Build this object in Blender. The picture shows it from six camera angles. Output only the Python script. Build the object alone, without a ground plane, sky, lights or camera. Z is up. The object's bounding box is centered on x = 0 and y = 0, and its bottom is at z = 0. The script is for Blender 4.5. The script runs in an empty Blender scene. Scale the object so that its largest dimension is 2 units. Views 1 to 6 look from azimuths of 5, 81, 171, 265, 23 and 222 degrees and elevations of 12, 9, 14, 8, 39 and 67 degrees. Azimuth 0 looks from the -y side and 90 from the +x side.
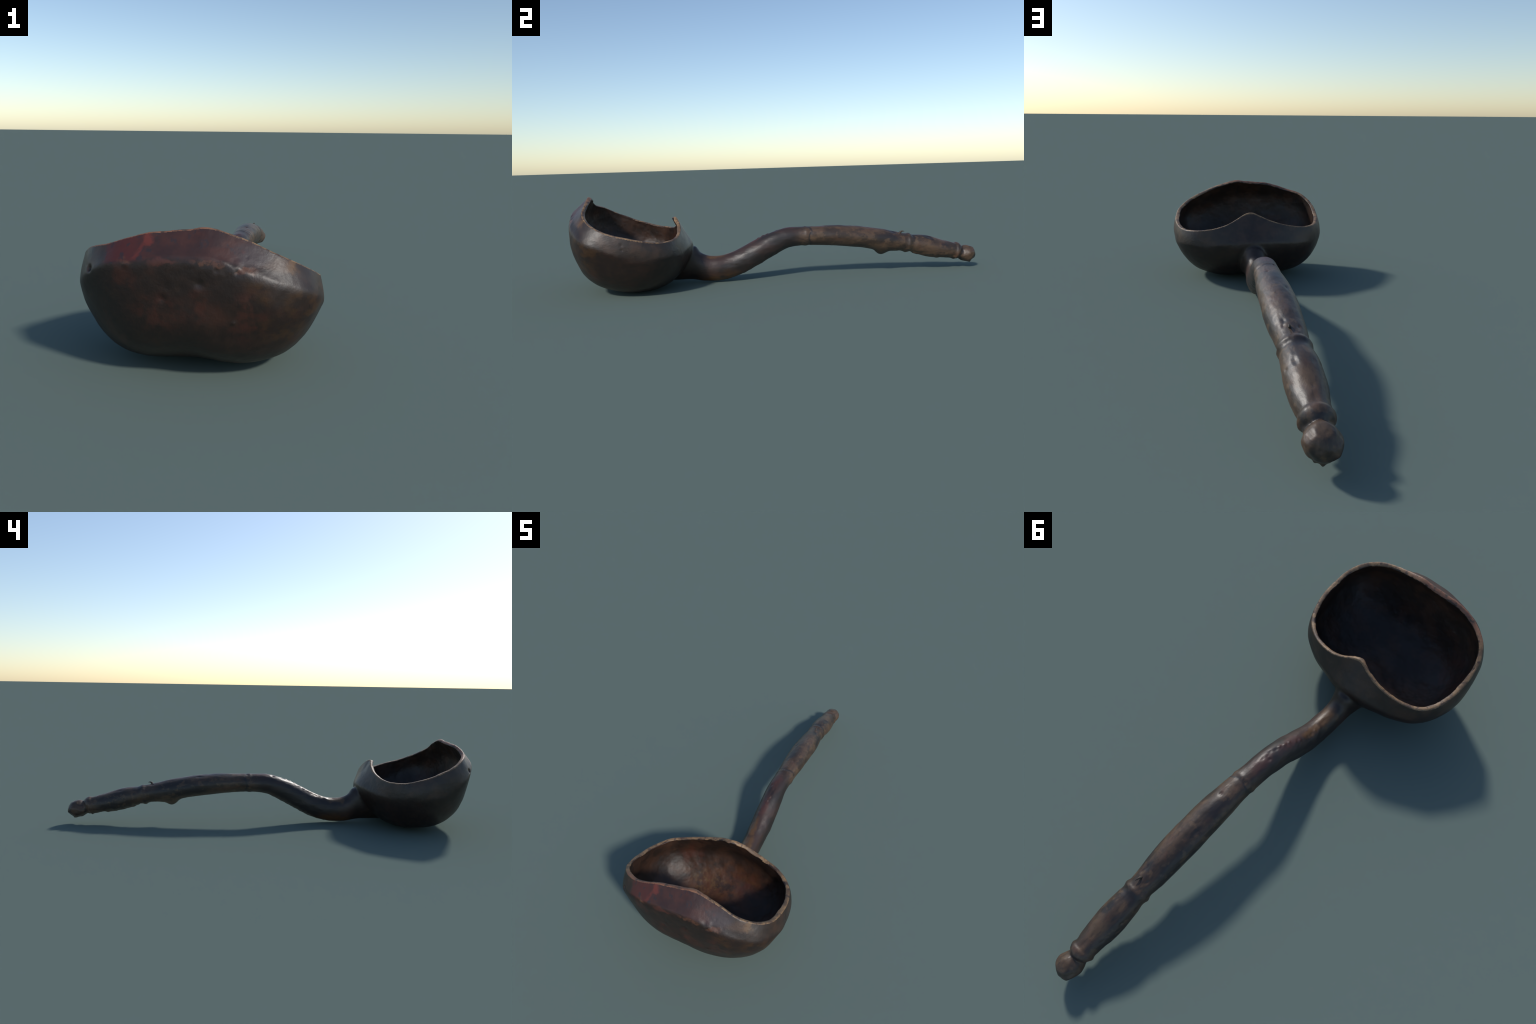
"""Old ladle made from a dried calabash gourd: a squat bowl with an angular
shoulder and a cut, wavy rim, growing out of a long S-bent handle that is carved with
three collars and a faceted end knob."""
import bpy, math
import numpy as np
from mathutils import Vector
from mathutils.bvhtree import BVHTree

# ----------------------------------------------------------------- helpers
def hash3(ix, iy, iz, seed):
    h = (ix.astype(np.int64) * 374761393 + iy.astype(np.int64) * 668265263
         + iz.astype(np.int64) * 2147483647 + seed * 974711) & 0x7fffffff
    h = ((h ^ (h >> 13)) * 1274126177) & 0x7fffffff
    h = ((h ^ (h >> 16)) * 668265263) & 0x7fffffff
    return (h % 65536) / 32767.5 - 1.0

def noise3(p, freq, seed=0):
    """smooth value noise in -1..1"""
    q = p * freq + 1000.0
    i = np.floor(q); f = q - i; f = f * f * f * (f * (f * 6 - 15) + 10)
    i = i.astype(np.int64); out = 0.0
    for a in (0, 1):
        wx = f[:, 0] if a else 1 - f[:, 0]
        for b in (0, 1):
            wy = f[:, 1] if b else 1 - f[:, 1]
            for c in (0, 1):
                wz = f[:, 2] if c else 1 - f[:, 2]
                out = out + wx * wy * wz * hash3(i[:, 0] + a, i[:, 1] + b, i[:, 2] + c, seed)
    return out

def fbm(p, freq, octaves=3, seed=0):
    s, a, n = 0.0, 1.0, 0.0
    for k in range(octaves):
        s = s + a * noise3(p, freq * 2 ** k, seed + k); n += a; a *= 0.5
    return s / n

def sstep(a, b, x):
    t = np.clip((x - a) / (b - a), 0, 1)
    return t * t * (3 - 2 * t)

def around(table, theta):
    """periodic Catmull-Rom through evenly spaced values round the bowl"""
    t = np.asarray(table); n = len(t); u = theta / (2 * math.pi) * n
    i = np.floor(u).astype(int); f = u - i
    p0, p1, p2, p3 = t[(i - 1) % n], t[i % n], t[(i + 1) % n], t[(i + 2) % n]
    return p1 + 0.5 * f * (p2 - p0 + f * (2 * p0 - 5 * p1 + 4 * p2 - p3 + f * (3 * (p1 - p2) + p3 - p0)))

def hermite(K, m):
    """K: (..., k, 2) knots -> m points per span, chord-length cubic"""
    d = np.linalg.norm(np.diff(K, axis=-2), axis=-1) + 1e-6
    s = np.diff(K, axis=-2) / d[..., None]
    T = np.empty_like(K)
    T[..., 0, :] = s[..., 0, :]; T[..., -1, :] = s[..., -1, :]
    w0, w1 = d[..., :-1, None], d[..., 1:, None]
    T[..., 1:-1, :] = (s[..., :-1, :] * w1 + s[..., 1:, :] * w0) / (w0 + w1)
    out = []
    for k in range(K.shape[-2] - 1):
        for j in range(m):
            t = j / m; h = d[..., k, None]
            out.append((2*t**3 - 3*t*t + 1) * K[..., k, :] + (t**3 - 2*t*t + t) * h * T[..., k, :]
                       + (-2*t**3 + 3*t*t) * K[..., k+1, :] + (t**3 - t*t) * h * T[..., k+1, :])
    out.append(K[..., -1, :])
    return np.stack(out, -2)

def mesh_from(name, V, F):
    me = bpy.data.meshes.new(name)
    me.from_pydata([tuple(v) for v in V], [], F)
    me.update()
    return me

# ----------------------------------------------------------------- bowl form
BOWL_Y = -0.73                # the bowl's vertical axis stands at (0, BOWL_Y)
# angle 0 looks to -y (front, away from the handle), 90 to +x, 180 to the handle
RIM_R = [0.187, 0.187, 0.195, 0.215, 0.247, 0.296, 0.331, 0.346, 0.343, 0.340, 0.335, 0.327,
         0.310, 0.288, 0.261, 0.238, 0.218, 0.197, 0.187, 0.199, 0.215, 0.234, 0.257, 0.285,
         0.315, 0.328, 0.332, 0.334, 0.337, 0.338, 0.324, 0.298, 0.264, 0.228, 0.206, 0.193]
RIM_Z = [0.424, 0.429, 0.424, 0.412, 0.395, 0.364, 0.333, 0.304, 0.282, 0.267, 0.251, 0.241,
         0.241, 0.246, 0.255, 0.271, 0.293, 0.316, 0.323, 0.311, 0.293, 0.277, 0.264, 0.254,
         0.252, 0.256, 0.270, 0.287, 0.312, 0.337, 0.364, 0.379, 0.398, 0.413, 0.417, 0.422]
SHOULDER_R = [0.274, 0.281, 0.309, 0.347, 0.385, 0.374, 0.355, 0.350, 0.334, 0.300, 0.279, 0.269,
              0.270, 0.270, 0.279, 0.303, 0.334, 0.354, 0.359, 0.362, 0.366, 0.337, 0.303, 0.280]
SHOULDER_Z = [0.363, 0.356, 0.326, 0.293, 0.255, 0.214, 0.185, 0.178, 0.176, 0.175, 0.188, 0.197,
              0.201, 0.200, 0.192, 0.183, 0.183, 0.195, 0.214, 0.234, 0.274, 0.327, 0.346, 0.362]
BELLY_R = [0.268, 0.277, 0.304, 0.344, 0.371, 0.358, 0.352, 0.348, 0.329, 0.299, 0.276, 0.269,
           0.269, 0.269, 0.276, 0.300, 0.331, 0.349, 0.357, 0.357, 0.348, 0.322, 0.295, 0.275]
R_15 = [0.252, 0.262, 0.281, 0.317, 0.344, 0.344, 0.343, 0.343, 0.326, 0.297, 0.271, 0.262,
        0.262, 0.263, 0.270, 0.294, 0.326, 0.342, 0.346, 0.340, 0.324, 0.299, 0.273, 0.256]
R_10 = [0.219, 0.237, 0.259, 0.288, 0.312, 0.315, 0.316, 0.316, 0.302, 0.275, 0.249, 0.239,
        0.237, 0.237, 0.242, 0.265, 0.298, 0.317, 0.323, 0.313, 0.297, 0.274, 0.246, 0.224]
R_05 = [0.153, 0.169, 0.201, 0.233, 0.256, 0.269, 0.274, 0.271, 0.256, 0.232, 0.210, 0.195,
        0.186, 0.186, 0.196, 0.219, 0.247, 0.272, 0.276, 0.268, 0.247, 0.214, 0.178, 0.157]
FLOOR_Z = [0.035, 0.031, 0.023, 0.015, 0.009, 0.005, 0.002, 0.002, 0.003, 0.005, 0.009, 0.014,
           0.017, 0.016, 0.013, 0.008, 0.004, 0.004, 0.006, 0.010, 0.015, 0.023, 0.030, 0.034]
NTH = 480
RIM_T, FLOOR_T = 0.018, 0.027

def bowl_profiles():
    th = np.arange(NTH) / NTH * 2 * math.pi
    g = lambda t: around(t, th)
    circ = np.stack([np.sin(th), np.cos(th), 0 * th], 1)
    rr, rz = g(RIM_R), g(RIM_Z) + 0.0016 * fbm(circ, 4.3, 4, 5)
    sr, sz = g(SHOULDER_R), g(SHOULDER_Z)
    zero = 0 * th
    K = np.stack([np.stack([zero, zero + 0.016], 1),
                  np.stack([zero + 0.06, 0.3 * 0.016 + 0.7 * g(FLOOR_Z)], 1),
                  np.stack([zero + 0.12, g(FLOOR_Z)], 1),
                  np.stack([g(R_05), zero + 0.05], 1),
                  np.stack([g(R_10), zero + 0.10], 1),
                  np.stack([g(R_15), zero + 0.15], 1),
                  np.stack([g(BELLY_R), 0.15 + 0.5 * (sz - 0.15)], 1),
                  np.stack([sr, sz], 1)], 1)
    low = hermite(K, 12)
    # band from the shoulder up to the rim: nearly straight, a little convex
    S = np.stack([sr, sz], 1); Rm = np.stack([rr, rz], 1)
    d = Rm - S; L = np.linalg.norm(d, axis=1, keepdims=True); nrm = np.stack([d[:, 1], -d[:, 0]], 1) / L
    cutdir = nrm + np.array([0.8, 0.0]); cutdir /= np.linalg.norm(cutdir, axis=1, keepdims=True)
    half = cutdir * (RIM_T * 0.5 / np.maximum((cutdir * nrm).sum(1), 0.6))[:, None]
    Ro, Ri = Rm + half, Rm - half            # the lip is cut closer to level than square to the wall
    up = []
    for k in range(1, 25):
        t = k / 24
        up.append(S + (Ro - S) * t + nrm * (0.0045 * np.sin(th)[:, None] ** 2 - 0.001) * math.sin(math.pi * t))
    out = np.concatenate([low, np.stack(up, 1)], 1)
    for _ in range(12):                       # soften the shoulder only
        sm = out.copy(); sm[:, 1:-1] = 0.5 * out[:, 1:-1] + 0.25 * (out[:, :-2] + out[:, 2:])
        k = np.arange(out.shape[1]); soft = (2.2 + 2.6 * sstep(-0.75, 0.0, -np.cos(th)))[:, None]   # crisp in front, worn round the back
        w = np.exp(-((k[None] - low.shape[1] + 1) / soft) ** 2)[:, :, None]
        out = out * (1 - w) + sm * w
    # inner skin: offset to the inside, thin at the lip
    tan = np.gradient(out, axis=1); tan /= np.linalg.norm(tan, axis=2, keepdims=True) + 1e-9
    nin = np.stack([-tan[:, :, 1], tan[:, :, 0]], 2)
    k = np.linspace(0, 1, out.shape[1])[None, :, None]
    wall = (0.027 - 0.004 * np.sin(th) ** 2)[:, None, None]     # thinner on both flanks
    t = wall + (RIM_T - wall) * sstep(0.86, 1.0, k)
    ragged = (fbm(circ, 9, 3, 21) * 0.0026)[:, None, None] * sstep(0.93, 1.0, k)
    inn = out + nin * t
    shift = (Ri - inn[:, -1])[:, None, :]
    inn = inn + shift * sstep(0.88, 1.0, k) + nin * ragged
    inn[:, :, 0] = np.maximum(inn[:, :, 0], 0)
    inn[:, 0, 0] = 0; inn[:, 0, 1] = 0.016 + FLOOR_T
    for _ in range(160):                      # keep the cavity smooth
        sm = inn.copy(); sm[:, 1:-4] = 0.5 * inn[:, 1:-4] + 0.25 * (inn[:, :-5] + inn[:, 2:-3])
        inn = sm
    for P in (out, inn):                      # settle the pole in the middle of the floor
        w = 1 - sstep(0, 22, np.arange(P.shape[1]))[None]
        P[:, :, 1] = P[:, :, 1] * (1 - w) + P[:, :, 1].mean(0)[None] * w
    return th, out, inn

def build_bowl():
    th, out, inn = bowl_profiles()
    no = out.shape[1]
    lip = []                                  # slightly domed lip between both skins
    for k in range(1, 5):
        t = k / 5
        e = out[:, -1] + (inn[:, -1] - out[:, -1]) * t
        dirn = out[:, -1] - out[:, -4]; dirn /= np.linalg.norm(dirn, axis=1, keepdims=True)
        lip.append(e + dirn * 0.0022 * math.sin(math.pi * t))
    prof = np.concatenate([out[:, 1:], np.stack(lip, 1), inn[:, :0:-1]], 1)
    m = prof.shape[1]
    V = np.stack([prof[..., 0] * np.sin(th)[:, None], BOWL_Y - prof[..., 0] * np.cos(th)[:, None], prof[..., 1]], -1)
    V = V.reshape(-1, 3)
    V = np.vstack([V, [[0, BOWL_Y, out[:, 0, 1].mean()]], [[0, BOWL_Y, inn[:, 0, 1].mean()]]])
    circ = np.stack([np.sin(th), np.cos(th), 0 * th], 1)
    bare = np.clip(np.round(4.2 + 2.2 * fbm(circ, 8, 3, 40)), 2, 5).astype(int)   # ragged inner edge of the bare cut
    F, lab = [], []
    for i in range(NTH):
        a, b = i * m, ((i + 1) % NTH) * m
        F.append((len(V) - 2, b, a)); lab.append(0)
        for k in range(m - 1):
            F.append((a + k, b + k, b + k + 1, a + k + 1))
            lab.append(0 if k < no - 3 else (1 if k < no - 2 + bare[i] else 2))
        F.append((len(V) - 1, a + m - 1, b + m - 1)); lab.append(2)
    return V, F, lab

# ----------------------------------------------------------------- handle form
# station y, centre x, centre z, half width, half height
STEM = [(-0.53, -0.004, 0.100, 0.074, 0.080), (-0.495, -0.005, 0.100, 0.062, 0.080),
        (-0.45, -0.006, 0.092, 0.050, 0.074), (-0.42, -0.005, 0.077, 0.047, 0.068),
        (-0.39, -0.004, 0.069, 0.046, 0.063), (-0.35, -0.002, 0.066, 0.048, 0.061),
        (-0.30, -0.002, 0.072, 0.048, 0.061), (-0.25, -0.001, 0.087, 0.050, 0.063),
        (-0.20, 0.002, 0.109, 0.052, 0.065), (-0.15, 0.005, 0.135, 0.052, 0.064),
        (-0.10, 0.007, 0.160, 0.050, 0.062), (-0.05, 0.007, 0.182, 0.049, 0.058),
        (0.0, 0.007, 0.199, 0.047, 0.051), (0.05, 0.008, 0.204, 0.046, 0.047),
        (0.09, 0.011, 0.204, 0.0475, 0.046), (0.15, 0.012, 0.203, 0.050, 0.047),
        (0.20, 0.012, 0.201, 0.054, 0.049), (0.25, 0.012, 0.199, 0.0565, 0.051),
        (0.30, 0.012, 0.194, 0.058, 0.052), (0.35, 0.011, 0.189, 0.059, 0.053),
        (0.40, 0.011, 0.182, 0.059, 0.0525), (0.45, 0.011, 0.173, 0.057, 0.053),
        (0.50, 0.010, 0.163, 0.054, 0.053), (0.55, 0.008, 0.155, 0.051, 0.049),
        (0.60, 0.008, 0.147, 0.047, 0.0455), (0.65, 0.007, 0.138, 0.048, 0.046),
        (0.70, 0.005, 0.129, 0.052, 0.050), (0.75, 0.005, 0.1155, 0.054, 0.051),
        (0.80, 0.005, 0.104, 0.052, 0.047), (0.85, 0.006, 0.095, 0.045, 0.042),
        (0.875, 0.004, 0.090, 0.042, 0.040), (0.895, 0.004, 0.086, 0.0415, 0.038),
        (0.908, 0.004, 0.080, 0.037, 0.031), (0.920, 0.004, 0.0765, 0.041, 0.0355),
        (0.935, 0.004, 0.0735, 0.046, 0.041), (0.955, 0.004, 0.072, 0.0475, 0.0425),
        (0.972, 0.003, 0.072, 0.043, 0.038), (0.988, 0.001, 0.071, 0.033, 0.028),
        (0.996, -0.002, 0.069, 0.022, 0.018), (0.9995, -0.003, 0.069, 0.009, 0.008)]
# carved collars: (y, height, half length), groove right behind: (y, depth, half length)
COLLARS = [(0.090, 0.0022, 0.009), (0.622, 0.0042, 0.010), (0.888, 0.0048, 0.009)]
GROOVES = [(0.108, 0.0009, 0.006), (0.645, 0.0016, 0.010)]

def cubic_along(y):
    T = np.array(STEM); Y = T[:, 0]
    out = []
    m = np.empty_like(T[:, 1:]); h = np.diff(Y)[:, None]; s = np.diff(T[:, 1:], axis=0) / h
    m[0], m[-1] = s[0], s[-1]; m[1:-1] = (s[:-1] * h[1:] + s[1:] * h[:-1]) / (h[1:] + h[:-1])
    i = np.clip(np.searchsorted(Y, y, side='right') - 1, 0, len(Y) - 2)
    H = (Y[i + 1] - Y[i])[:, None]; t = ((y - Y[i])[:, None]) / H
    a, b = T[i, 1:], T[i + 1, 1:]
    drift = sstep(0.0, 0.15, y)[:, None] * np.array([[-0.001, 0.001, 0.0, 0.0]])
    return drift + (2*t**3 - 3*t*t + 1)*a + (t**3 - 2*t*t + t)*H*m[i] + (-2*t**3 + 3*t*t)*b + (t**3 - t*t)*H*m[i+1]

KNOB = np.array([0.004, 0.955, 0.072])
# flat cuts that shape the knob: direction and distance from its centre
CUTS = [((0.75, 0.25, 0.62), 0.0405), ((-0.05, 0.30, 0.95), 0.0375), ((-0.80, 0.15, 0.58), 0.0405),
        ((0.95, 0.20, -0.20), 0.0425), ((-0.93, 0.30, -0.22), 0.041), ((0.45, 0.82, 0.35), 0.0385),
        ((-0.40, 0.80, 0.45), 0.0385), ((0.10, 0.97, -0.22), 0.0415), ((0.55, 0.35, -0.76), 0.0405),
        ((-0.50, 0.40, -0.77), 0.0400), ((0.68, -0.50, 0.54), 0.0385), ((-0.62, -0.50, 0.60), 0.0385)]

def build_stem():
    y = np.unique(np.concatenate([np.arange(-0.53, 0.86, 0.004), np.arange(0.86, 0.992, 0.002),
                                  np.arange(0.992, 0.9995, 0.0008), [0.9995]]))
    P = cubic_along(y); n = 96
    ph = np.arange(n) / n * 2 * math.pi
    bump = np.zeros_like(y)
    for c, hgt, w in COLLARS: bump += hgt * np.exp(-((y - c) / w) ** 2)
    for c, dep, w in GROOVES: bump -= dep * np.exp(-((y - c) / w) ** 2)
    slope = np.gradient(P[:, 1], y)
    lean = -slope * sstep(0.02, 0.15, y) * (1 - sstep(0.90, 0.94, y))
    lean = np.where(y < -0.40, 0.75 * (1 - sstep(-0.53, -0.41, y)), lean)
    hw = (P[:, 2] + bump)[:, None]; hz = (P[:, 3] + bump)[:, None]
    ca, sa = np.cos(ph)[None], np.sin(ph)[None]
    X = P[:, 0:1] + hw * ca; Z = P[:, 1:2] + hz * sa
    Yv = y[:, None] + lean[:, None] * (Z - P[:, 1:2])
    V = np.stack([X, Yv, Z], -1).reshape(-1, 3)
    # stump of a side shoot below the grip
    under = (V[:, 2] < np.repeat(P[:, 1], n))
    dx = (V[:, 0] - 0.006) / 0.030; yb = V[:, 1] - 0.482
    hump = np.where(yb > 0, np.exp(-(yb / 0.030) ** 2), np.exp(-(np.abs(yb) / 0.030) ** 2.6)) * np.exp(-dx ** 2 * 0.9)
    V[:, 2] -= np.where(under, 0.020 * hump, 0)
    # carve the knob with flat cuts
    w = sstep(0.908, 0.918, V[:, 1])
    for d, r in CUTS:
        d = np.array(d) / np.linalg.norm(d)
        over = (V - KNOB) @ d - r
        V -= (np.maximum(over, 0) * w)[:, None] * d * 0.45
    F = []
    ny = len(y)
    for i in range(ny - 1):
        for k in range(n):
            a, b = i * n + k, i * n + (k + 1) % n
            F.append((a, a + n, b + n, b))
    V = np.vstack([V, V[:n].mean(0), V[-n:].mean(0)])
    for k in range(n):
        F.append((len(V) - 2, k, (k + 1) % n))
        F.append((len(V) - 1, (ny - 1) * n + (k + 1) % n, (ny - 1) * n + k))
    return V, F

# ----------------------------------------------------------------- one smooth body
VOXEL = 0.0027
bV, bF, bLab = build_bowl()
sV, sF = build_stem()
aV = np.vstack([bV, sV]); aF = bF + [tuple(i + len(bV) for i in f) for f in sF]
raw = bpy.data.objects.new("raw_body", mesh_from("raw_body", aV, aF))
bpy.context.scene.collection.objects.link(raw)
mod = raw.modifiers.new("remesh", 'REMESH'); mod.mode = 'VOXEL'; mod.voxel_size = VOXEL
dg = bpy.context.evaluated_depsgraph_get()
me = bpy.data.meshes.new_from_object(raw.evaluated_get(dg))
bpy.data.objects.remove(raw)

def arrays(me):
    V = np.empty(len(me.vertices) * 3); me.vertices.foreach_get("co", V)
    E = np.empty(len(me.edges) * 2, dtype=np.int64); me.edges.foreach_get("vertices", E)
    return V.reshape(-1, 3), E.reshape(-1, 2)

V, E = arrays(me)
loops = np.empty(len(me.loops), dtype=np.int64); me.loops.foreach_get("vertex_index", loops)
start = np.empty(len(me.polygons), dtype=np.int64); me.polygons.foreach_get("loop_start", start)
total = np.empty(len(me.polygons), dtype=np.int64); me.polygons.foreach_get("loop_total", total)
assert (total == 4).all()
Q = loops.reshape(-1, 4)
deg = np.bincount(E.ravel(), minlength=len(V)).astype(float)[:, None]

def average(X):
    s = np.zeros_like(X)
    for c in range(X.shape[1]):
        s[:, c] = (np.bincount(E[:, 0], X[E[:, 1], c], len(V)) + np.bincount(E[:, 1], X[E[:, 0], c], len(V)))
    return s / deg

def normals(V):
    n = np.cross(V[Q[:, 2]] - V[Q[:, 0]], V[Q[:, 3]] - V[Q[:, 1]])
    N = np.zeros_like(V)
    for k in range(4):
        for c in range(3): N[:, c] += np.bincount(Q[:, k], n[:, c], len(V))
    return N / (np.linalg.norm(N, axis=1, keepdims=True) + 1e-12)

# which source surface each vertex belongs to
bowl_tree = BVHTree.FromPolygons([tuple(v) for v in bV], bF)
stem_tree = BVHTree.FromPolygons([tuple(v) for v in sV], sF)
nv = len(V)
vlab = np.zeros(nv, dtype=np.int64); dj = np.full(nv, 9.0)
for i in range(nv):
    co = Vector(V[i])
    if co.y > -0.36:
        vlab[i] = 3; continue
    hb = bowl_tree.find_nearest(co); lab = bLab[hb[2]]
    if co.y > -0.60 and lab == 0:
        hs = stem_tree.find_nearest(co)
        dj[i] = max(hb[3], hs[3])
        if hs[3] < hb[3]: lab = 3
    vlab[i] = lab
# Taubin smoothing everywhere takes the voxel grain out
for k in range(8):
    V = V + 0.5 * (average(V) - V); V = V - 0.52 * (average(V) - V)
# fillet where the handle grows out of the bowl
wj = np.clip(1 - dj / 0.028, 0, 1)[:, None]
for _ in range(6): wj = np.maximum(wj * 0.98, average(wj))
wj = wj * (vlab[:, None] != 2) * (vlab[:, None] != 1)
for k in range(45):
    V = V + 0.6 * wj * (average(V) - V)

# ----------------------------------------------------------------- surface relief
N = normals(V)
rel = np.zeros(nv)
on_stem = vlab == 3
inside = vlab == 2
outer = vlab == 0
y, z = V[:, 1], V[:, 2]
rel += outer * (0.0016 * fbm(V, 14, 3, 3))
rel += inside * (0.0022 * fbm(V, 26, 3, 8))
stretch = V * np.array([1.0, 0.45, 1.0])
rel += on_stem * 0.0020 * fbm(stretch, 30, 3, 11) * sstep(-0.40, -0.30, y)
rel += on_stem * sstep(0.905, 0.92, y) * 0.0016 * fbm(V, 42, 3, 51)      # worn, uneven knob
low_side = np.clip(-N[:, 2], 0, 1)
rel += on_stem * low_side * sstep(0.50, 0.60, y) * 0.0035 * noise3(V, 55, 14)
rel += on_stem * low_side * (1 - sstep(-0.1, 0.1, y)) * sstep(-0.40, -0.3, y) * 0.0016 * noise3(V, 70, 15)

# pits, dents and knots: (x, y, z, radius, depth, stretch along y); negative depth is a wart
PITS = [(-0.284, -0.938, 0.315, 0.008, 0.012, 1.0), (-0.300, -0.925, 0.322, 0.005, 0.005, 1.0),
        (0.034, -1.001, 0.297, 0.012, 0.0045, 1.0), (0.030, -1.001, 0.278, 0.016, -0.0015, 1.0),
        (-0.056, -0.999, 0.286, 0.016, 0.0016, 1.0), (-0.066, -0.995, 0.254, 0.010, 0.003, 1.0),
        (0.156, -0.964, 0.367, 0.005, 0.002, 1.0), (0.134, -0.996, 0.330, 0.007, 0.0025, 1.0),
        (0.158, -0.993, 0.326, 0.012, -0.001, 1.0), (0.079, -1.001, 0.335, 0.007, 0.002, 1.0),
        (0.097, -0.991, 0.361, 0.012, -0.0008, 1.0), (0.123, -0.988, 0.191, 0.007, -0.003, 1.0),
        (-0.162, -0.989, 0.342, 0.009, -0.003, 1.0), (0.358, -0.763, 0.244, 0.008, 0.0016, 1.0),
        (0.358, -0.760, 0.225, 0.006, 0.0016, 1.0), (-0.323, -0.814, 0.317, 0.012, 0.005, 1.0),
        (0.028, 0.731, 0.169, 0.010, 0.0022, 1.8), (0.026, 0.543, 0.203, 0.008, 0.003, 1.8),
        (-0.010, -0.030, 0.247, 0.007, 0.006, 1.2), (-0.012, 0.100, 0.250, 0.006, 0.004, 1.0),
        (-0.015, 0.345, 0.237, 0.007, 0.003, 2.5), (0.030, 0.640, 0.175, 0.009, 0.002, 1.6),
        (0.006, 0.968, 0.035, 0.005, -0.006, 1.0), (0.022, 0.962, 0.038, 0.004, -0.004, 1.0)]
rng = np.random.default_rng(7)
for k in range(16):                            # worn seam of nicks along the top of the neck
    t = k / 15; py = -0.34 + 0.33 * t
    c = cubic_along(np.array([py]))[0]
    ang = math.radians(100 + 14 * math.sin(5 * t) + rng.uniform(-6, 6))
    PITS.append((c[0] + c[2] * math.cos(ang), py, c[1] + c[3] * math.sin(ang),
                 rng.uniform(0.004, 0.008), rng.choice([-1, 1]) * rng.uniform(0.0012, 0.003), 1.6))
for k in range(26):                            # stray nicks over the grip
    py = rng.uniform(0.14, 0.88); ang = rng.uniform(0.15, 2.9)
    c = cubic_along(np.array([py]))[0]
    PITS.append((c[0] + c[2] * math.cos(ang), py, c[1] + c[3] * math.sin(ang),
                 rng.uniform(0.004, 0.009), rng.uniform(-0.0012, 0.0028), rng.uniform(1, 2.5)))
for px, py, pz, r, dep, st in PITS:
    d2 = (((V - np.array([px, py, pz])) / np.array([1, st, 1])) ** 2).sum(1)
    rel -= dep * np.exp(-d2 / r ** 2) * (~inside)
# knobbly break line along the front shoulder
brk = np.exp(-((z - 0.345) / 0.022) ** 2) * sstep(-0.95, -0.98, y) * sstep(-0.05, 0.05, V[:, 0])
rel += outer * brk * 0.0010 * noise3(V, 60, 31)
V = V + N * rel[:, None]
V[:, 2] -= V[:, 2].min()
N = normals(V)

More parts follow.
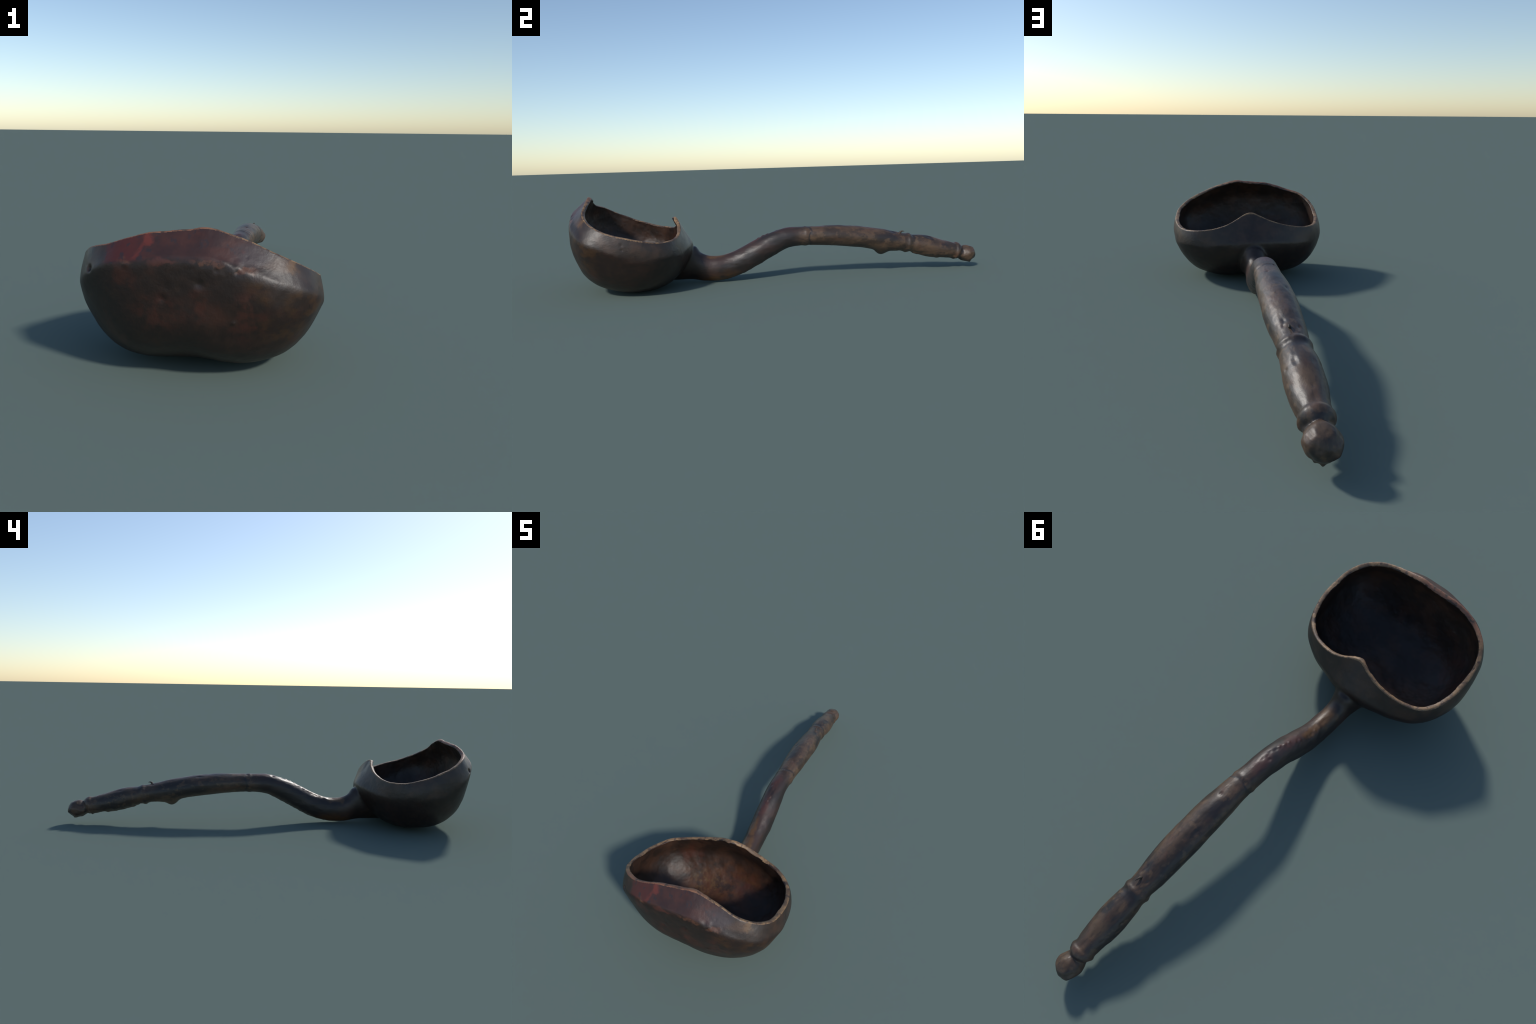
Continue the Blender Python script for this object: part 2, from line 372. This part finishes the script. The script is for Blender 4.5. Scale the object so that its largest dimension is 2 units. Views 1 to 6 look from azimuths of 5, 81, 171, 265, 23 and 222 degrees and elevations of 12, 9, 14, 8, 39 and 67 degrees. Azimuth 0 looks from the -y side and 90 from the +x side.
# ----------------------------------------------------------------- materials
class Graph:
    """small helper that writes node trees as expressions"""
    def __init__(self, name):
        self.mat = bpy.data.materials.new(name); self.mat.use_nodes = True
        self.t = self.mat.node_tree; self.bsdf = self.t.nodes["Principled BSDF"]
        self.P = self.node('ShaderNodeTexCoord').outputs['Object']
        sx = self.node('ShaderNodeSeparateXYZ'); self.link(self.P, sx.inputs[0])
        self.x, self.y, self.z = sx.outputs
        # wobbled coordinates: gives every patch a ragged edge
        w = self.node('ShaderNodeTexNoise'); w.inputs['Scale'].default_value = 22; w.inputs['Detail'].default_value = 3
        self.link(self.P, w.inputs['Vector'])
        c = self.vmath('SUBTRACT', w.outputs['Color'], (0.5, 0.5, 0.5))
        self.W = self.vmath('ADD', self.P, self.vmath('SCALE', c, 0.055))
    def node(self, kind): return self.t.nodes.new(kind)
    def link(self, a, b): self.t.links.new(a, b)
    def put(self, v, sock):
        if isinstance(v, bpy.types.NodeSocket): self.link(v, sock)
        elif isinstance(v, tuple) and len(v) == 3 and sock.type == 'RGBA': sock.default_value = (*v, 1)
        else: sock.default_value = v
    def vmath(self, op, a, b):
        n = self.node('ShaderNodeVectorMath'); n.operation = op; self.put(a, n.inputs[0])
        self.put(b, n.inputs['Scale'] if op == 'SCALE' else n.inputs[1])
        return n.outputs['Vector']
    def math(self, op, a, b=0.0):
        n = self.node('ShaderNodeMath'); n.operation = op; self.put(a, n.inputs[0]); self.put(b, n.inputs[1])
        return n.outputs[0]
    def ramp(self, v, lo, hi):
        n = self.node('ShaderNodeMapRange'); n.interpolation_type = 'SMOOTHSTEP'
        self.put(v, n.inputs['Value'])
        n.inputs['From Min'].default_value = lo; n.inputs['From Max'].default_value = hi
        return n.outputs['Result']
    def noise(self, scale, detail=4, stretch=(1, 1, 1), move=0.0, rough=0.55):
        n = self.node('ShaderNodeTexNoise'); m = self.node('ShaderNodeMapping')
        m.inputs['Scale'].default_value = stretch; m.inputs['Location'].default_value = (move, move * 0.7, -move)
        self.link(self.P, m.inputs['Vector']); self.link(m.outputs[0], n.inputs['Vector'])
        n.inputs['Scale'].default_value = scale; n.inputs['Detail'].default_value = detail
        n.inputs['Roughness'].default_value = rough
        return n.outputs['Fac']
    def spot(self, centre, radii, soft=0.6):
        """1 inside an ellipsoid with a ragged, soft border"""
        d = self.vmath('SUBTRACT', self.W, tuple(centre))
        d = self.vmath('DIVIDE', d, tuple(radii))
        n = self.node('ShaderNodeVectorMath'); n.operation = 'LENGTH'; self.link(d, n.inputs[0])
        return self.ramp(n.outputs['Value'], 1 + soft * 0.5, 1 - soft * 0.5)
    def mix(self, fac, a, b, blend='MIX'):
        n = self.node('ShaderNodeMix'); n.data_type = 'RGBA'; n.blend_type = blend
        self.put(fac, n.inputs[0]); self.put(a, n.inputs[6]); self.put(b, n.inputs[7])
        return n.outputs[2]
    def mul(self, *v):
        r = v[0]
        for k in v[1:]: r = self.math('MULTIPLY', r, k)
        return r
    def any(self, *v):
        r = v[0]
        for k in v[1:]: r = self.math('MAXIMUM', r, k)
        return r
    def finish(self, col, rough, bump=None, strength=0.2, dist=0.002):
        self.put(col, self.bsdf.inputs['Base Color']); self.put(rough, self.bsdf.inputs['Roughness'])
        if bump is not None:
            b = self.node('ShaderNodeBump'); b.inputs['Strength'].default_value = strength
            b.inputs['Distance'].default_value = dist
            self.link(bump, b.inputs['Height']); self.link(b.outputs[0], self.bsdf.inputs['Normal'])
        return self.mat

def make_skin():
    g = Graph("gourd_skin")
    # --- bowl: soot-dark brown with rust-red clouds
    cloud = g.ramp(g.noise(9, 5, move=1.3), 0.50, 0.70)
    fine = g.ramp(g.noise(34, 4, move=4.0), 0.42, 0.72)
    front = g.ramp(g.y, -0.78, -0.97)
    col = g.mix(g.mul(fine, 0.5), (0.0175, 0.0098, 0.0073), (0.0340, 0.0170, 0.0108))
    col = g.mix(g.mul(cloud, g.math('ADD', g.mul(front, 0.50), 0.38)), col, (0.042, 0.0165, 0.0100))
    # amber flecks low on the right
    amber = g.mul(g.any(g.spot((0.258, -0.948, 0.165), (0.07, 0.08, 0.05), 1.2),
                        g.spot((0.208, -0.987, 0.280), (0.05, 0.05, 0.025), 1.0),
                        g.spot((0.300, -0.945, 0.240), (0.05, 0.06, 0.04), 1.0),
                        g.spot((0.340, -0.900, 0.215), (0.04, 0.05, 0.03), 1.0)),
                  g.ramp(g.noise(26, 4, move=2.1), 0.42, 0.62))
    col = g.mix(g.mul(amber, 0.6), col, (0.056, 0.026, 0.009))
    rust = g.mul(g.any(g.spot((-0.081, -0.989, 0.213), (0.08, 0.06, 0.05), 1.0),
                       g.spot((0.163, -0.984, 0.205), (0.05, 0.06, 0.07), 1.0),
                       g.spot((0.030, -0.990, 0.240), (0.022, 0.05, 0.05), 1.0),
                       g.spot((-0.170, -0.985, 0.300), (0.04, 0.05, 0.035), 1.0)),
                 g.ramp(g.noise(30, 4, move=7.3), 0.38, 0.60))
    col = g.mix(g.mul(rust, 0.65), col, (0.058, 0.018, 0.011))
    # --- planed band between the shoulder and the rim: height of the shoulder follows y
    n = g.node('ShaderNodeFloatCurve'); n.label = "shoulder height"
    cv = n.mapping.curves[0]; pts = [(0.0, 0.72), (0.09, 0.64), (0.18, 0.54), (0.27, 0.465), (0.45, 0.40), (0.72, 0.355), (1.0, 0.39)]
    cv.points[0].location = pts[0]; cv.points[1].location = pts[-1]
    for p in pts[1:-1]: cv.points.new(*p)
    n.mapping.update()
    g.put(g.math('DIVIDE', g.math('ADD', g.y, 1.0), 0.55), n.inputs['Value'])
    edge = g.math('SUBTRACT', g.z, g.math('MULTIPLY', n.outputs[0], 0.5))
    edge = g.math('ADD', edge, g.mul(g.math('SUBTRACT', g.noise(28, 3, move=9.0), 0.5), 0.03))
    on_bowl = g.ramp(g.y, -0.44, -0.47)
    band = g.mul(g.ramp(edge, -0.012, 0.012), on_bowl)
    bandcol = g.mix(g.ramp(g.noise(16, 4, move=3.1), 0.4, 0.65), (0.028, 0.0185, 0.0145), (0.052, 0.0290, 0.0195))
    maroon_zone = g.mul(g.ramp(g.x, -0.236, -0.222), g.ramp(g.x, 0.24, 0.12), g.ramp(g.y, -0.90, -0.925))
    maroon = g.mix(g.ramp(g.noise(13, 4, move=5.5), 0.42, 0.64), (0.038, 0.0180, 0.0155), (0.060, 0.0235, 0.0175))
    maroon = g.mix(g.ramp(g.x, -0.10, -0.16), maroon, (0.070, 0.0175, 0.0140))
    maroon = g.mix(g.mul(g.ramp(g.noise(42, 3, move=8.8), 0.56, 0.66), 0.7), maroon, (0.024, 0.021, 0.024))
    bandcol = g.mix(maroon_zone, bandcol, maroon)
    # blue-grey highlight painted into the colour right of the maroon, ochre tongue below the right lip
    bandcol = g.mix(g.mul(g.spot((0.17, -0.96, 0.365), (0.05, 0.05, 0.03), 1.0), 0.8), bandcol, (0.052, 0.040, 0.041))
    bandcol = g.mix(g.mul(g.spot((0.272, -0.928, 0.335), (0.016, 0.03, 0.022), 0.8), 0.7), bandcol, (0.13, 0.065, 0.022))
    bandcol = g.mix(g.mul(g.spot((0.235, -0.945, 0.335), (0.04, 0.04, 0.022), 1.0), 0.6), bandcol, (0.075, 0.042, 0.027))
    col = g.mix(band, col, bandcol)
    # bright red scar that runs down the band, scattered red flecks
    scar_x = g.math('SUBTRACT', g.x, g.math('ADD', -0.109, g.mul(g.math('SUBTRACT', g.z, 0.402), 0.72)))
    scar_x = g.math('ADD', scar_x, g.mul(g.math('SUBTRACT', g.noise(40, 3, move=6.0), 0.5), 0.024))
    scar = g.mul(g.ramp(g.math('ABSOLUTE', scar_x), 0.011, 0.000), g.ramp(g.z, 0.345, 0.360), g.ramp(g.z, 0.416, 0.400), g.ramp(g.y, -0.9, -0.93))
    scar = g.any(g.mul(scar, 0.75), g.spot((-0.112, -0.953, 0.402), (0.017, 0.03, 0.012), 0.8))
    col = g.mix(g.mul(scar, 0.65), col, (0.17, 0.034, 0.022))
    fleck = g.any(g.spot((0.145, -0.970, 0.376), (0.010, 0.02, 0.008), 0.8), g.spot((-0.06, -0.995, 0.352), (0.04, 0.02, 0.006), 0.9))
    col = g.mix(g.mul(fleck, 0.5), col, (0.12, 0.036, 0.026))
    ledge = g.mul(g.any(g.spot((0.155, -0.995, 0.329), (0.026, 0.03, 0.012), 0.9), g.spot((-0.165, -0.987, 0.344), (0.020, 0.03, 0.007), 0.9),
                        g.spot((0.06, -1.0, 0.352), (0.05, 0.02, 0.007), 1.0)), g.ramp(g.noise(55, 3), 0.38, 0.55))
    col = g.mix(g.mul(ledge, 0.6), col, (0.13, 0.052, 0.028))
    # --- handle: warm brown with dark patches drawn out along the grain, dark rings at the grooves
    grain = g.noise(17, 5, (1, 0.35, 1), 2.7)
    wood = g.mix(g.ramp(grain, 0.36, 0.66), (0.038, 0.025, 0.0180), (0.098, 0.059, 0.037))
    wood = g.mix(g.mul(g.ramp(g.noise(30, 4, (1, 0.5, 1), 6.1), 0.52, 0.68), 0.6), wood, (0.095, 0.046, 0.028))
    dark_patch = g.any(g.spot((-0.008, 0.232, 0.240), (0.016, 0.065, 0.03), 0.9), g.spot((-0.017, 0.349, 0.235), (0.008, 0.035, 0.02), 0.8),
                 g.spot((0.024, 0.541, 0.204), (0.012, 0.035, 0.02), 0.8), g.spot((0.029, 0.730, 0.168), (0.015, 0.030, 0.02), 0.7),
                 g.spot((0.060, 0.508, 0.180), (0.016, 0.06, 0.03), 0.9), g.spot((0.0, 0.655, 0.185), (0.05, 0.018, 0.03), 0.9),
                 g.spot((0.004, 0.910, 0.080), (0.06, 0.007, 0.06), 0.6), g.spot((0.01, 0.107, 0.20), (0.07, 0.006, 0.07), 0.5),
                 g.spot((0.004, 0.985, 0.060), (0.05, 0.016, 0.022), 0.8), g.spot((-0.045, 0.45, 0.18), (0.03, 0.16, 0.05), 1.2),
                 g.spot((-0.04, 0.78, 0.115), (0.025, 0.10, 0.05), 1.2))
    dark_patch = g.any(dark_patch, g.mul(g.ramp(g.noise(24, 4, (1, 0.45, 1), 1.1), 0.56, 0.70), 0.85))
    wood = g.mix(g.mul(dark_patch, 0.85), wood, (0.0195, 0.0165, 0.0175))
    wood = g.mix(g.mul(g.any(g.spot((0.008, 0.955, 0.112), (0.022, 0.026, 0.02), 0.9), g.spot((0.0, 0.80, 0.15), (0.022, 0.05, 0.02), 1.0)), 0.6), wood, (0.105, 0.064, 0.034))
    wood = g.mix(g.mul(g.ramp(g.noise(70, 4, (1, 0.4, 1), 5.0), 0.50, 0.66), 0.45), wood, (0.030, 0.021, 0.017))
    wood = g.mix(g.mul(g.ramp(g.noise(38, 5, (1, 0.8, 1), 11.0), 0.54, 0.66), 0.55), wood, (0.120, 0.072, 0.040))
    # neck: darker, satin, with a worn orange top and belly
    neck = g.ramp(g.y, 0.09, 0.02)
    neckcol = g.mix(g.ramp(g.noise(15, 4, (1, 0.4, 1), 8.0), 0.42, 0.66), (0.022, 0.0165, 0.0155), (0.044, 0.024, 0.0195))
    neckcol = g.mix(g.mul(g.any(g.spot((-0.006, -0.352, 0.120), (0.026, 0.050, 0.03), 0.9), g.spot((-0.012, -0.262, 0.145), (0.018, 0.055, 0.025), 0.9)), 0.9), neckcol, (0.110, 0.058, 0.026))
    neckcol = g.mix(g.mul(g.any(g.spot((0.0, -0.150, 0.20), (0.016, 0.09, 0.03), 0.9), g.spot((0.0, 0.02, 0.25), (0.022, 0.07, 0.03), 1.0)), 0.8), neckcol, (0.072, 0.030, 0.024))
    belly = g.mul(g.spot((0.0, -0.33, 0.005), (0.08, 0.15, 0.055), 0.9), g.ramp(g.noise(20, 4, (1, 0.4, 1), 3.3), 0.36, 0.58))
    neckcol = g.mix(belly, neckcol, (0.075, 0.034, 0.013))
    wood = g.mix(neck, wood, neckcol)
    stem = g.ramp(g.y, -0.45, -0.40)
    col = g.mix(stem, col, wood)
    speck = g.ramp(g.noise(140, 2, move=1.7), 0.62, 0.72)
    col = g.mix(g.mul(speck, 0.35), col, g.mix(1.0, col, (0.5, 0.5, 0.5), 'MULTIPLY'))
    rough = g.math('ADD', 0.36, g.mul(g.noise(18, 4, move=2.2), 0.16))
    grainy = g.math('ADD', g.mul(g.noise(90, 4, (1, 0.4, 1)), 1.0), g.mul(g.noise(35, 3, move=3.0), 1.2))
    return g.finish(col, rough, grainy, 0.22, 0.003)

def make_cut():
    g = Graph("cut_rim")
    col = g.mix(g.ramp(g.noise(30, 4), 0.40, 0.62), (0.130, 0.077, 0.043), (0.250, 0.150, 0.074))
    col = g.mix(g.mul(g.ramp(g.y, -0.86, -0.93), g.ramp(g.x, 0.2, 0.0), 0.8), col, (0.20, 0.080, 0.048))
    col = g.mix(g.ramp(g.noise(48, 4, move=3.0), 0.50, 0.64), col, (0.070, 0.042, 0.030))
    return g.finish(col, 0.55, g.noise(120, 4), 0.35, 0.003)

def make_lining():
    g = Graph("bowl_lining")
    col = g.mix(g.ramp(g.noise(14, 5), 0.42, 0.64), (0.0180, 0.0102, 0.0070), (0.040, 0.0180, 0.0100))
    amber = g.any(g.spot((-0.05, -0.60, 0.065), (0.19, 0.12, 0.07), 1.4), g.spot((0.02, -0.56, 0.10), (0.16, 0.06, 0.06), 1.2))
    amber = g.mul(amber, g.ramp(g.noise(18, 5, move=2.0), 0.34, 0.62))
    col = g.mix(amber, col, (0.078, 0.028, 0.0100))
    gold = g.mul(g.spot((-0.09, -0.60, 0.060), (0.09, 0.06, 0.05), 1.2), g.ramp(g.noise(45, 4, move=6.0), 0.45, 0.62))
    col = g.mix(g.mul(gold, 0.65), col, (0.105, 0.054, 0.016))
    red = g.mul(g.any(g.spot((-0.20, -0.55, 0.16), (0.05, 0.05, 0.06), 1.2), g.spot((-0.25, -0.85, 0.14), (0.07, 0.07, 0.08), 1.2),
                      g.spot((0.10, -0.57, 0.09), (0.10, 0.05, 0.05), 1.2)), g.ramp(g.noise(24, 4, move=4.0), 0.4, 0.62))
    col = g.mix(g.mul(red, 0.8), col, (0.060, 0.018, 0.010))
    rough = g.math('ADD', 0.45, g.mul(g.noise(20, 4), 0.14))
    return g.finish(col, rough, g.noise(60, 4), 0.12, 0.003)

def make_stub():
    g = Graph("dry_shoot")
    return g.finish(g.mix(g.noise(80, 3), (0.02, 0.015, 0.012), (0.08, 0.055, 0.035)), 0.6, g.noise(200, 3), 0.3, 0.001)

skin, cut, lining, stub = make_skin(), make_cut(), make_lining(), make_stub()

# ----------------------------------------------------------------- split into parts
ladle = bpy.data.objects.new("gourd_ladle", None)
bpy.context.scene.collection.objects.link(ladle)
ladle["label"] = "dark brown gourd ladle with angular bowl and long curved handle"
ladle["category"] = "ladle"

fl = vlab[Q]
flab = np.where((fl == 1).sum(1) >= 2, 1, np.where((fl == 2).sum(1) >= 2, 2, np.where((fl == 3).sum(1) >= 2, 3, 0)))
fy = V[Q][:, :, 1].mean(1)
names = {0: "bowl", 1: "rim", 2: "bowl_interior", 3: "handle"}
for k, (c, h, w) in enumerate(COLLARS):
    flab[(flab == 3) & (np.abs(fy - c) < 0.012)] = 10 + k
flab[(flab == 3) & (fy > 0.904)] = 20

def part(name, mask, mat, parent):
    f = Q[mask]; used = np.unique(f); remap = np.full(nv, -1); remap[used] = np.arange(len(used))
    m = bpy.data.meshes.new(name)
    m.from_pydata([tuple(v) for v in V[used]], [], remap[f].tolist())
    m.polygons.foreach_set("use_smooth", [True] * len(m.polygons))
    m.update(); m.normals_split_custom_set_from_vertices([tuple(v) for v in N[used]])
    m.materials.append(mat)
    o = bpy.data.objects.new(name, m); bpy.context.scene.collection.objects.link(o); o.parent = parent
    return o
bowl = part("bowl", flab == 0, skin, ladle)
part("rim", flab == 1, cut, bowl)
part("bowl_interior", flab == 2, lining, bowl)
handle = part("handle", flab == 3, skin, ladle)
for k in range(3): part("collar", flab == 10 + k, skin, handle)
part("knob", flab == 20, skin, handle)

# ----------------------------------------------------------------- hooked stub of a dry shoot
def hook():
    path = np.array([(0.015, 0.578, 0.186), (0.0155, 0.581, 0.194), (0.0165, 0.585, 0.2010),
                     (0.0178, 0.591, 0.2045), (0.0195, 0.598, 0.2040), (0.0210, 0.604, 0.2025)])
    rad = [(0.0060, 0.0085), (0.0050, 0.0070), (0.0042, 0.0055), (0.0034, 0.0036), (0.0022, 0.0020), (0.0006, 0.0006)]
    n = 10; HV, HF = [], []
    for i, (p, r) in enumerate(zip(path, rad)):
        t = path[min(i + 1, 5)] - path[max(i - 1, 0)]; t /= np.linalg.norm(t)
        u = np.cross(t, [1, 0, 0]); u /= np.linalg.norm(u); v = np.cross(t, u)
        for k in range(n):
            a = 2 * math.pi * k / n; w = 1 + 0.18 * math.sin(3 * a + i)
            HV.append(p + w * (u * r[1] * math.cos(a) + v * r[0] * math.sin(a)))
    for i in range(5):
        for k in range(n):
            a, b = i * n + k, i * n + (k + 1) % n
            HF.append((a, b, b + n, a + n))
    HF.append(tuple(range(n))[::-1]); HF.append(tuple(5 * n + k for k in range(n)))
    m = mesh_from("shoot_stub", HV, HF)
    m.polygons.foreach_set("use_smooth", [True] * len(m.polygons)); m.materials.append(stub)
    o = bpy.data.objects.new("shoot_stub", m); bpy.context.scene.collection.objects.link(o); o.parent = handle
hook()
